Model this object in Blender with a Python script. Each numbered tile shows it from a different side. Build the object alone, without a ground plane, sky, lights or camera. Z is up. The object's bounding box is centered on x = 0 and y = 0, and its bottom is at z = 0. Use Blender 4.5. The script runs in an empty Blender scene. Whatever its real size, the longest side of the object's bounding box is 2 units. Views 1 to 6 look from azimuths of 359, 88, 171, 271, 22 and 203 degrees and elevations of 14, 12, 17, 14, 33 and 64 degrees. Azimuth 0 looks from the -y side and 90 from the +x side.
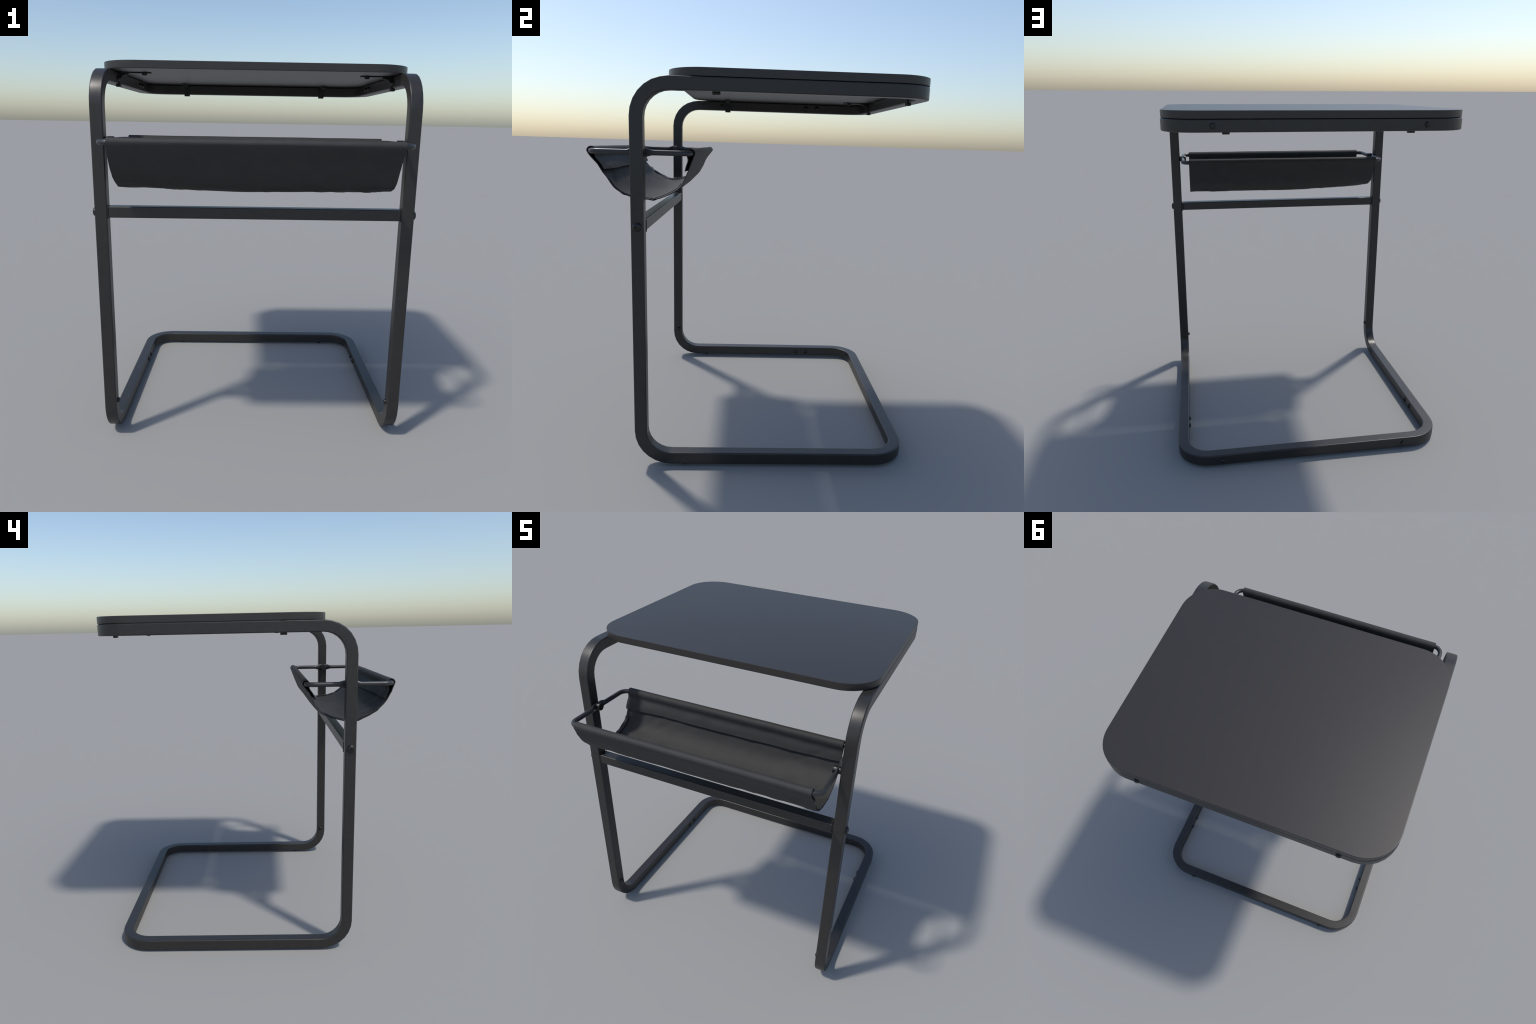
import bpy, bmesh, math
from mathutils import Vector, Matrix, noise

# ---------------------------------------------------------------- dimensions
TUBE = 0.063            # square tube
H = TUBE / 2
XC = 0.800 - H          # tube centre lines
YF = -0.606 + H
YB = 0.8285 - H
ZT = 1.9590 - H
ZB = 0.012 + H
BEND = 0.185 - H        # centre line bend radius
BEND_STEPS = 7
SEAM = 0.403            # where the back rails plug into the legs

TOP_Z0, TOP_Z1 = 1.9602, 2.000
TOP_X, TOP_Y0, TOP_Y1, TOP_R = 0.7985, -0.4455, 0.8295, 0.191

ROD_R = 0.0134
ROD_X, ROD_Y, ROD_Z = 0.7140, 0.241, 1.610     # half extents of the rod ring
CLOTH = 0.0042
ROLL = ROD_R + 0.0010 + CLOTH
CLOTH_X = 0.671


# ---------------------------------------------------------------- materials
def make_material(name, color, rough, spread=0.12, scale=30.0, bump=0.05,
                  bump_scale=900.0, spec=0.5, metallic=0.0, sheen=0.0, rough_spread=0.02):
    m = bpy.data.materials.new(name)
    m.use_nodes = True
    nt = m.node_tree
    b = nt.nodes["Principled BSDF"]
    tc = nt.nodes.new("ShaderNodeTexCoord")
    n1 = nt.nodes.new("ShaderNodeTexNoise")
    n1.inputs["Scale"].default_value = scale
    n1.inputs["Detail"].default_value = 4.0
    nt.links.new(tc.outputs["Object"], n1.inputs["Vector"])
    ramp = nt.nodes.new("ShaderNodeValToRGB")
    lo = [c * (1 - spread) for c in color]
    hi = [c * (1 + spread) for c in color]
    ramp.color_ramp.elements[0].position = 0.3
    ramp.color_ramp.elements[1].position = 0.7
    ramp.color_ramp.elements[0].color = (*lo, 1)
    ramp.color_ramp.elements[1].color = (*hi, 1)
    nt.links.new(n1.outputs["Fac"], ramp.inputs["Fac"])
    nt.links.new(ramp.outputs["Color"], b.inputs["Base Color"])
    mr = nt.nodes.new("ShaderNodeMapRange")
    mr.inputs["To Min"].default_value = rough - rough_spread
    mr.inputs["To Max"].default_value = rough + rough_spread
    nt.links.new(n1.outputs["Fac"], mr.inputs["Value"])
    nt.links.new(mr.outputs["Result"], b.inputs["Roughness"])
    b.inputs["Specular IOR Level"].default_value = spec
    b.inputs["Metallic"].default_value = metallic
    if sheen:
        b.inputs["Sheen Weight"].default_value = sheen
        b.inputs["Sheen Roughness"].default_value = 0.6
    if bump:
        n2 = nt.nodes.new("ShaderNodeTexNoise")
        n2.inputs["Scale"].default_value = bump_scale
        n2.inputs["Detail"].default_value = 2.0
        nt.links.new(tc.outputs["Object"], n2.inputs["Vector"])
        bp = nt.nodes.new("ShaderNodeBump")
        bp.inputs["Strength"].default_value = bump
        bp.inputs["Distance"].default_value = 0.001
        nt.links.new(n2.outputs["Fac"], bp.inputs["Height"])
        nt.links.new(bp.outputs["Normal"], b.inputs["Normal"])
    return m


def make_fabric(name, color):
    """Canvas: faint mottling and a fine woven bump."""
    m = make_material(name, color, 0.68, spread=0.10, scale=14.0, bump=0.0, spec=0.35)
    nt = m.node_tree
    b = nt.nodes["Principled BSDF"]
    tc = nt.nodes["Texture Coordinate"]
    waves = []
    for direction in ("X", "Z"):
        w = nt.nodes.new("ShaderNodeTexWave")
        w.wave_type = "BANDS"
        w.bands_direction = direction
        w.inputs["Scale"].default_value = 130.0
        w.inputs["Distortion"].default_value = 0.6
        nt.links.new(tc.outputs["Object"], w.inputs["Vector"])
        waves.append(w)
    add = nt.nodes.new("ShaderNodeMath")
    add.operation = "ADD"
    nt.links.new(waves[0].outputs["Fac"], add.inputs[0])
    nt.links.new(waves[1].outputs["Fac"], add.inputs[1])
    bp = nt.nodes.new("ShaderNodeBump")
    bp.inputs["Strength"].default_value = 0.18
    bp.inputs["Distance"].default_value = 0.001
    nt.links.new(add.outputs["Value"], bp.inputs["Height"])
    nt.links.new(bp.outputs["Normal"], b.inputs["Normal"])
    return m


MAT_TUBE = make_material("powder_coated_steel", (0.0220, 0.0202, 0.0188), 0.38, bump=0.03)
MAT_TOP = make_material("tabletop_laminate", (0.0280, 0.0245, 0.0226), 0.385, spread=0.04, bump=0.0, rough_spread=0.0)
MAT_ROD = make_material("rod_steel", (0.028, 0.028, 0.029), 0.36, bump=0.03)
MAT_BOLT = make_material("black_bolt_steel", (0.008, 0.0076, 0.0072), 0.36, bump=0.02)
MAT_BRACKET = make_material("black_bracket_steel", (0.006, 0.006, 0.006), 0.45, bump=0.04)
MAT_FABRIC = make_fabric("charcoal_canvas", (0.0298, 0.0292, 0.0288))


# ---------------------------------------------------------------- helpers
ROOT = bpy.data.objects.new("side_table", None)
bpy.context.scene.collection.objects.link(ROOT)
ROOT["label"] = "black C-shaped sofa side table with fabric magazine sling"
ROOT["category"] = "side table"


def link(name, mesh, mat=None, parent=None, weighted=False):
    ob = bpy.data.objects.new(name, mesh)
    bpy.context.scene.collection.objects.link(ob)
    ob.parent = parent or ROOT
    if weighted:
        md = ob.modifiers.new("weighted_normals", "WEIGHTED_NORMAL")
        md.keep_sharp = True
        md.weight = 100
    if mat is not None and not mesh.materials:
        mesh.materials.append(mat)
    return ob


def mesh_from(verts, faces, name, angle=35.0):
    me = bpy.data.meshes.new(name)
    me.from_pydata([tuple(v) for v in verts], [], faces)
    bm = bmesh.new()
    bm.from_mesh(me)
    bmesh.ops.recalc_face_normals(bm, faces=bm.faces)
    for f in bm.faces:
        f.smooth = True
    for e in bm.edges:
        e.smooth = len(e.link_faces) == 2 and e.calc_face_angle(0.0) < math.radians(angle)
    bm.to_mesh(me)
    bm.free()
    return me


def rounded_square(half_a, half_b, r, steps=3):
    """Counter-clockwise outline of a rectangle with rounded corners."""
    pts = []
    for k, (sa, sb) in enumerate(((1, 1), (-1, 1), (-1, -1), (1, -1))):
        for i in range(steps + 1):
            t = math.radians(90 * k + 90 * i / steps)
            pts.append((sa * (half_a - r) + r * math.cos(t),
                        sb * (half_b - r) + r * math.sin(t)))
    return pts


def rounded_path(corners, radius, steps, closed=False):
    """Polyline through corners with circular fillets."""
    out = []
    n = len(corners)
    for i, c in enumerate(corners):
        if not closed and i in (0, n - 1):
            out.append(Vector(c))
            continue
        p, c, q = Vector(corners[i - 1]), Vector(c), Vector(corners[(i + 1) % n])
        d1, d2 = (p - c).normalized(), (q - c).normalized()
        a = c + d1 * radius
        b = c + d2 * radius
        centre = a + d2 * radius
        for k in range(steps + 1):
            t = math.pi / 2 * k / steps
            out.append(centre - d2 * radius * math.cos(t) - d1 * radius * math.sin(t))
    return out


def sweep(path, section, side, closed=False, scale=None):
    """Sweep a section along a path with a rotation minimising frame."""
    n, m = len(path), len(section)
    tang = []
    for i in range(n):
        if closed:
            t = path[(i + 1) % n] - path[i - 1]
            t = (path[(i + 1) % n] - path[i]).normalized() + (path[i] - path[i - 1]).normalized()
        else:
            t = Vector((0, 0, 0))
            if i < n - 1:
                t += (path[i + 1] - path[i]).normalized()
            if i > 0:
                t += (path[i] - path[i - 1]).normalized()
        tang.append(t.normalized())
    u = Vector(side)
    verts, prev = [], tang[0]
    for i in range(n):
        rot = prev.rotation_difference(tang[i])
        u = rot @ u
        u = (u - tang[i] * u.dot(tang[i])).normalized()
        v = tang[i].cross(u)
        prev = tang[i]
        for a, b in section:
            if scale:
                a, b = scale(path[i], a, b)
            verts.append(path[i] + u * a + v * b)
    faces = []
    for i in range(n if closed else n - 1):
        j = (i + 1) % n
        for k in range(m):
            l = (k + 1) % m
            faces.append((i * m + k, i * m + l, j * m + l, j * m + k))
    return verts, faces


def box(x0, x1, y0, y1, z0, z1, bevel=0.0, segments=2):
    bm = bmesh.new()
    bmesh.ops.create_cube(bm, size=1.0)
    for v in bm.verts:
        v.co = Vector(((x0 + x1) / 2 + v.co.x * (x1 - x0),
                       (y0 + y1) / 2 + v.co.y * (y1 - y0),
                       (z0 + z1) / 2 + v.co.z * (z1 - z0)))
    if bevel:
        bmesh.ops.bevel(bm, geom=bm.edges[:], offset=bevel, segments=segments,
                        profile=0.5, affect="EDGES")
    verts = [v.co.copy() for v in bm.verts]
    bm.verts.index_update()
    faces = [tuple(v.index for v in f.verts) for f in bm.faces]
    bm.free()
    return verts, faces


def join(*parts):
    verts, faces = [], []
    for vs, fs in parts:
        o = len(verts)
        verts += list(vs)
        faces += [tuple(i + o for i in f) for f in fs]
    return verts, faces


def lathe(profile, steps=28):
    """Profile of (radius, height) revolved about local +z; a hex driver
    socket is made where the radius is given as a negative number."""
    verts, faces = [], []
    for r, h in profile:
        for k in range(steps):
            t = 2 * math.pi * k / steps
            rr = r
            if r < 0:
                sector = (t % (math.pi / 3)) - math.pi / 6
                rr = -r / math.cos(sector)
            verts.append(Vector((rr * math.cos(t), rr * math.sin(t), h)))
    for i in range(len(profile) - 1):
        for k in range(steps):
            l = (k + 1) % steps
            faces.append((i * steps + k, i * steps + l,
                          (i + 1) * steps + l, (i + 1) * steps + k))
    faces.append(tuple(range(steps)))
    faces.append(tuple((len(profile) - 1) * steps + k for k in range(steps)))
    return verts, faces


def place(name, mesh, mat, at, axis, spin=0.0, parent=None):
    ob = link(name, mesh, mat, parent)
    q = Vector((0, 0, 1)).rotation_difference(Vector(axis))
    ob.matrix_local = Matrix.Translation(at) @ q.to_matrix().to_4x4() @ Matrix.Rotation(spin, 4, "Z")
    return ob


# ---------------------------------------------------------------- tube frame
section = rounded_square(H, H, 0.0065, 3)
for s in (-1, 1):
    path = rounded_path([(s * XC, SEAM, ZT), (s * XC, YF, ZT),
                         (s * XC, YF, ZB), (s * XC, SEAM, ZB)], BEND, BEND_STEPS)
    vs, fs = sweep(path, section, (1, 0, 0))
    link("leg", mesh_from(vs, fs, "leg"), MAT_TUBE, weighted=True)

for name, z in (("top_rail", ZT), ("base_rail", ZB)):
    path = rounded_path([(-XC, SEAM, z), (-XC, YB, z),
                         (XC, YB, z), (XC, SEAM, z)], BEND, BEND_STEPS)
    vs, fs = sweep(path, section, (0, 0, 1))
    link(name, mesh_from(vs, fs, name), MAT_TUBE, weighted=True)

# crossbar between the legs, with thin dark end plates
X_IN = XC - H
vs, fs = box(-(X_IN - 0.006), X_IN - 0.006, -0.604, -0.5435, 1.2335, 1.2905, 0.0055, 3)
link("crossbar", mesh_from(vs, fs, "crossbar"), MAT_TUBE, weighted=True)
for s in (-1, 1):
    vs, fs = box(min(s * (X_IN - 0.0065), s * (X_IN + 0.001)), max(s * (X_IN - 0.0065), s * (X_IN + 0.001)),
                 -0.6025, -0.5405, 1.229, 1.2885, 0.001, 1)
    link("end_plate", mesh_from(vs, fs, "end_plate"), MAT_BRACKET)


# ---------------------------------------------------------------- tabletop
def tabletop():
    outline = []
    cx, cy = 0.0, (TOP_Y0 + TOP_Y1) / 2
    hx, hy = TOP_X, (TOP_Y1 - TOP_Y0) / 2

    def ring(inset, z):
        return [Vector((cx + a, cy + b, z))
                for a, b in rounded_square(hx - inset, hy - inset, TOP_R - inset, 12)]
    rings = [ring(0.0045, TOP_Z0), ring(0.0012, TOP_Z0 + 0.0015), ring(0.0, TOP_Z0 + 0.0045),
             ring(0.0, TOP_Z1 - 0.003), ring(0.0008, TOP_Z1 - 0.0010), ring(0.003, TOP_Z1)]
    n = len(rings[0])
    verts = [v for r in rings for v in r]
    faces = []
    for i in range(len(rings) - 1):
        for k in range(n):
            l = (k + 1) % n
            faces.append((i * n + k, i * n + l, (i + 1) * n + l, (i + 1) * n + k))
    faces.append(tuple(range(n)))
    faces.append(tuple((len(rings) - 1) * n + k for k in range(n)))
    return verts, faces


vs, fs = tabletop()
link("tabletop", mesh_from(vs, fs, "tabletop", 30), MAT_TOP, weighted=True)

# ---------------------------------------------------------------- bolts and screws
bolt_big = mesh_from(*lathe([(0.021, -0.004), (0.022, 0.0), (0.022, 0.005), (0.0205, 0.0085),
                             (0.016, 0.0115), (0.010, 0.0128), (-0.0065, 0.0130), (-0.0060, 0.007)]),
                     "bolt", 40)
bolt_mid = mesh_from(*lathe([(0.0145, -0.004), (0.0150, 0.0), (0.0148, 0.004), (0.0125, 0.008),
                             (0.0075, 0.0104), (0.0030, 0.0110)]), "bolt", 50)
screw = mesh_from(*lathe([(0.0135, -0.003), (0.0140, 0.0), (0.0135, 0.0055), (0.0105, 0.0095),
                          (0.0062, 0.0110), (-0.0048, 0.0112), (-0.0045, 0.005)]), "screw", 50)
knob = mesh_from(*lathe([(0.0205, -0.004), (0.0215, 0.0), (0.0215, 0.0205), (0.0200, 0.0225),
                         (0.0080, 0.0228)]), "knob", 40)
hex_bolt = mesh_from(*lathe([(0.0135, 0.0), (0.0145, 0.0), (0.0145, 0.0035), (-0.0115, 0.0036),
                             (-0.0115, 0.0085), (-0.0095, 0.0105), (0.003, 0.0110)]), "bolt", 30)

for s in (-1, 1):
    place("bolt", bolt_big, MAT_BOLT, (s * 0.800, -0.576, 1.260), (s, 0, 0), 0.2)
    place("bolt", bolt_mid, MAT_BOLT, (s * 0.545, YB + H, 1.928), (0, 1, 0))
    place("bolt", bolt_mid, MAT_BOLT, (s * 0.545, YB + H, 0.0395), (0, 1, 0))
    for z in (1.931, 0.0405):
        for y in (0.363, 0.443):
            place("screw", screw, MAT_BOLT, (s * X_IN, y, z), (-s, 0, 0), y * 9)
    place("screw", screw, MAT_BOLT, (s * X_IN, -0.567, 0.217), (-s, 0, 0), 0.3)
    place("screw", screw, MAT_BOLT, (s * X_IN, -0.249, 1.924), (-s, 0, 0), 0.9)

foot = mesh_from(*lathe([(0.011, 0.0), (0.0125, 0.0015), (0.0125, 0.009), (0.012, 0.016)]), "foot", 40)
for s in (-1, 1):
    place("foot", foot, MAT_BOLT, (s * 0.7685, -0.351, 0.0), (0, 0, 1))
    place("foot", foot, MAT_BOLT, (s * 0.5435, 0.789, 0.0), (0, 0, 1))


# ---------------------------------------------------------------- tabletop brackets
def bracket():
    """L bracket in local axes: arm along -x under the top, plate along the tube
    face at x = 0, a lip that hooks out under the tube."""
    w, t = 0.0185, 0.004
    top = TOP_Z0 - 0.0005
    parts = [box(-0.171, 0.0, -w, w, top - 0.0055, top, 0.001, 1),
             box(-t - 0.0005, -0.0005, -w, w, 1.884, top, 0.001, 1),
             box(-t, 0.017, -w, w, 1.8835, 1.8958, 0.0015, 1)]
    # small web in the corner
    web = [Vector(p) for p in ((-0.004, -0.002, top - 0.004), (-0.034, -0.002, top - 0.004),
                               (-0.004, -0.002, top - 0.036), (-0.004, 0.002, top - 0.004),
                               (-0.034, 0.002, top - 0.004), (-0.004, 0.002, top - 0.036))]
    parts.append((web, [(0, 1, 2), (3, 5, 4), (0, 3, 4, 1), (1, 4, 5, 2), (2, 5, 3, 0)]))
    return join(*parts)


bracket_mesh = mesh_from(*bracket(), "bracket", 30)
spots = [((X_IN, -0.2085), 0.0), ((-X_IN, -0.2085), math.pi),
         ((0.479, YB - H), math.pi / 2), ((-0.479, YB - H), math.pi / 2)]
for (x, y), ang in spots:
    ob = link("bracket", bracket_mesh, MAT_BRACKET)
    ob.location = (x, y, 0)
    ob.rotation_euler = (0, 0, ang)
    for d in (-0.037, -0.136):
        place("bolt", hex_bolt, MAT_BOLT, (d, 0, TOP_Z0 - 0.0058), (0, 0, -1), 0.4, parent=ob)

# ---------------------------------------------------------------- sling rod
CY = YF
rod_path = []
base = rounded_path([(-ROD_X, CY - ROD_Y, ROD_Z), (ROD_X, CY - ROD_Y, ROD_Z),
                     (ROD_X, CY + ROD_Y, ROD_Z), (-ROD_X, CY + ROD_Y, ROD_Z)],
                    0.048, 8, closed=True)
for i, p in enumerate(base):
    q = base[(i + 1) % len(base)]
    rod_path.append(p)
    if (q - p).length > 0.2:
        cuts = 40
        for k in range(1, cuts):
            rod_path.append(p.lerp(q, k / cuts))


def flat(p):
    """How far the rod is hammered flat where it is bolted to a leg."""
    d = abs(p.y - CY)
    t = max(0.0, min(1.0, (0.064 - d) / 0.036))
    return t * t * (3 - 2 * t) if abs(p.x) > ROD_X - 0.01 else 0.0


for p in rod_path:
    p.x += math.copysign(0.0055, p.x) * flat(p)


def squash(p, a, b):
    f = flat(p)
    return a * (1 + 0.62 * f), b * (1 - 0.60 * f)


rod_section = [(ROD_R * math.cos(2 * math.pi * k / 20), ROD_R * math.sin(2 * math.pi * k / 20))
               for k in range(20)]
vs, fs = sweep(rod_path, rod_section, (0, 0, 1), closed=True, scale=squash)
link("sling_rod", mesh_from(vs, fs, "sling_rod", 60), MAT_ROD)

spacer = mesh_from(*lathe([(0.0185, 0.0), (0.019, 0.001), (0.019, 0.0165), (0.0185, 0.018)]), "spacer", 40)
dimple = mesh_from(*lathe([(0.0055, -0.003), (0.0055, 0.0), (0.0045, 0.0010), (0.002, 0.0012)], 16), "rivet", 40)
for s in (-1, 1):
    place("spacer", spacer, MAT_BOLT, (s * (X_IN + 0.001), -0.577, ROD_Z), (-s, 0, 0))
    place("knob", knob, MAT_BOLT, (s * (ROD_X + 0.0010), -0.577, ROD_Z), (-s, 0, 0), 0.5)
    for y in (-0.532, -0.6235):
        place("rivet", dimple, MAT_BOLT, (s * (ROD_X + 0.0115), y, ROD_Z), (s, 0, 0))

# ---------------------------------------------------------------- fabric sling
FY, BY = CY - ROD_Y, CY + ROD_Y       # rod axes front and back


def smooth_curve(points, n):
    """Catmull-Rom through control points, resampled evenly by length."""
    P = [Vector(p) for p in points]
    P = [P[0] * 2 - P[1]] + P + [P[-1] * 2 - P[-2]]
    dense = []
    for i in range(1, len(P) - 2):
        for k in range(24):
            t = k / 24
            a, b, c, d = P[i - 1:i + 3]
            dense.append(0.5 * ((2 * b) + (c - a) * t + (2 * a - 5 * b + 4 * c - d) * t * t
                                + (3 * b - a - 3 * c + d) * t ** 3))
    dense.append(P[-2])
    acc = [0.0]
    for i in range(1, len(dense)):
        acc.append(acc[-1] + (dense[i] - dense[i - 1]).length)
    out, j = [], 0
    for k in range(n):
        s = acc[-1] * k / (n - 1)
        while j < len(acc) - 2 and acc[j + 1] < s:
            j += 1
        f = (s - acc[j]) / max(1e-9, acc[j + 1] - acc[j])
        out.append(dense[j].lerp(dense[j + 1], f))
    return out


# outer face of the sling in (y, z), front rod to back rod
PROFILE_RIGHT = [(-0.834, 1.610), (-0.822, 1.588), (-0.780, 1.540), (-0.753, 1.497), (-0.729, 1.458),
                 (-0.706, 1.432), (-0.672, 1.409), (-0.636, 1.394), (-0.580, 1.381), (-0.515, 1.379),
                 (-0.460, 1.396), (-0.416, 1.420), (-0.375, 1.455), (-0.350, 1.512), (-0.331, 1.567),
                 (-0.3149, 1.610)]
PROFILE_LEFT = [(-0.834, 1.610), (-0.821, 1.572), (-0.806, 1.539), (-0.787, 1.504), (-0.762, 1.473),
                (-0.718, 1.438), (-0.676, 1.417), (-0.629, 1.400), (-0.580, 1.394), (-0.535, 1.400),
                (-0.490, 1.413), (-0.450, 1.431), (-0.414, 1.452), (-0.386, 1.492), (-0.358, 1.548),
                (-0.3149, 1.610)]
PROFILE_MID = [(-0.834, 1.610), (-0.815, 1.577), (-0.784, 1.533), (-0.757, 1.491), (-0.736, 1.453),
               (-0.708, 1.422), (-0.672, 1.398), (-0.630, 1.380), (-0.580, 1.370), (-0.525, 1.372),
               (-0.474, 1.387), (-0.429, 1.411), (-0.393, 1.449), (-0.367, 1.501), (-0.342, 1.560),
               (-0.3149, 1.610)]
N_OUT, N_ARC, N_FLAP, N_X = 56, 12, 14, 110
curves = [smooth_curve(p, N_OUT) for p in (PROFILE_LEFT, PROFILE_MID, PROFILE_RIGHT)]


def outer(x):
    t = x / CLOTH_X
    wl = max(0.0, -t) ** 1.8
    wr = max(0.0, t) ** 1.8
    wm = 1 - wl - wr
    pts = [curves[0][i] * wl + curves[1][i] * wm + curves[2][i] * wr for i in range(N_OUT)]
    out = []
    for i, p in enumerate(pts):
        a, b = pts[max(0, i - 1)], pts[min(N_OUT - 1, i + 1)]
        d = (b - a).normalized()
        nrm = Vector((d.y, -d.x))            # away from the inside
        s = i / (N_OUT - 1)
        fade = math.sin(math.pi * s) ** 0.7
        edge = 0.6 + 0.8 * abs(t) ** 3
        w = noise.noise(Vector((x * 3.1, s * 4.0, 3.7))) * 0.0045
        w += noise.noise(Vector((x * 8.0 + s * 5.0, s * 9.0, 9.1))) * 0.0024 * edge
        # short slanting tension creases
        c = abs(noise.noise(Vector((x * 7.0 - s * 6.0, s * 2.5, 4.4))))
        w += math.exp(-(c / 0.11) ** 2) * 0.0034 * (0.40 + 1.1 * t * t)
        w -= 0.0035                          # the slack cloth hangs a little shallow
        # the front wall sags inward right of centre and bellies out on the left
        upper = math.exp(-((s - 0.12) / 0.085) ** 2)
        w -= 0.0105 * upper * math.exp(-((x - 0.36) / 0.24) ** 2)
        lower = math.exp(-((s - 0.26) / 0.075) ** 2)
        w -= 0.0130 * lower * math.exp(-((x - 0.26) / 0.33) ** 2)
        w += 0.0085 * upper * math.exp(-((x + 0.46) / 0.16) ** 2)
        out.append(p + nrm * w * fade)
    return out


def strip(x):
    """Whole hem-to-hem path of the cloth's outward face at one x."""
    path = []
    pts = outer(x)
    lift = 0.0012 * noise.noise(Vector((x * 6.0, 7.7, 2.0)))
    jig = noise.noise(Vector((x * 4.5, 1.3, 0.4))) * 0.004

    def arc(yc, z0):
        return [Vector((yc + ROLL * math.cos(math.pi * k / (N_ARC - 1)),
                        ROD_Z + (ROLL + lift) * math.sin(math.pi * k / (N_ARC - 1))))
                for k in range(N_ARC)]

    def flap(start, sign):
        """Loose hem inside the sling, from the rod down."""
        res = []
        side = pts if sign > 0 else pts[::-1]

        def wall(z):
            for p, q in zip(side, side[1:]):
                if q.y <= z <= p.y:
                    return p.x + (q.x - p.x) * (p.y - z) / max(1e-9, p.y - q.y)
            return side[0].x
        for k in range(1, N_FLAP):
            f = k / (N_FLAP - 1)
            z = ROD_Z - f * (0.090 + jig)
            tight = wall(z) + sign * (0.0115 + 0.0016 * noise.noise(Vector((x * 5.0, 2.2, sign)))
                                     + 0.0018 * noise.noise(Vector((x * 11.0 + f, f * 2.0, sign * 3.0))))
            w = min(1.0, f / 0.55)
            w = w * w * (3 - 2 * w)
            bow = 0.003 * math.sin(f * math.pi)
            res.append(Vector((start.x * (1 - w) + tight * w + sign * bow, z)))
        return res
    fa, ba = arc(FY, 0), arc(BY, 0)
    path += flap(fa[0], 1)[::-1]
    path += fa
    path += pts[1:-1]
    path += ba
    path += flap(ba[-1], -1)
    return path


def sheet(x_list, path_fn, name, thickness, mat, angle=50):
    verts, faces = [], []
    rows = [path_fn(x) for x in x_list]
    m = len(rows[0])
    for x, row in zip(x_list, rows):
        verts += [Vector((x, p.x, p.y)) for p in row]
    for i in range(len(rows) - 1):
        for k in range(m - 1):
            faces.append((i * m + k, (i + 1) * m + k, (i + 1) * m + k + 1, i * m + k + 1))
    me = bpy.data.meshes.new(name)
    me.from_pydata([tuple(v) for v in verts], [], faces)
    ob = link(name, me, mat)
    md = ob.modifiers.new("thickness", "SOLIDIFY")
    md.thickness = thickness
    md.offset = -1.0
    bpy.context.view_layer.update()
    ev = ob.evaluated_get(bpy.context.evaluated_depsgraph_get())
    new = bpy.data.meshes.new_from_object(ev)
    ob.modifiers.clear()
    ob.data = new
    for p in new.polygons:
        p.use_smooth = True
    bm = bmesh.new()
    bm.from_mesh(new)
    for e in bm.edges:
        e.smooth = len(e.link_faces) == 2 and e.calc_face_angle(0.0) < math.radians(angle)
    bm.to_mesh(new)
    bm.free()
    return ob


xs = [-CLOTH_X + 2 * CLOTH_X * i / (N_X - 1) for i in range(N_X)]
sling = sheet(xs, strip, "fabric_sling", CLOTH, MAT_FABRIC)


def hem_row(x):
    """Folded side hem: a narrow strip lying on the inside face."""
    pts = outer(x)
    lo, hi = 12, N_OUT - 12
    res = []
    for i in range(lo, hi):
        d = (pts[i + 1] - pts[i - 1]).normalized()
        inward = Vector((-d.y, d.x))
        res.append(pts[i] + inward * (CLOTH - 0.0005))
    return res


for s in (-1, 1):
    lo, hi = sorted((s * (CLOTH_X - 0.0005), s * (CLOTH_X - 0.022)))
    hx = [lo + (hi - lo) * i / 5 for i in range(6)]
    sheet(hx, hem_row, "side_hem", -0.003, MAT_FABRIC, 50)
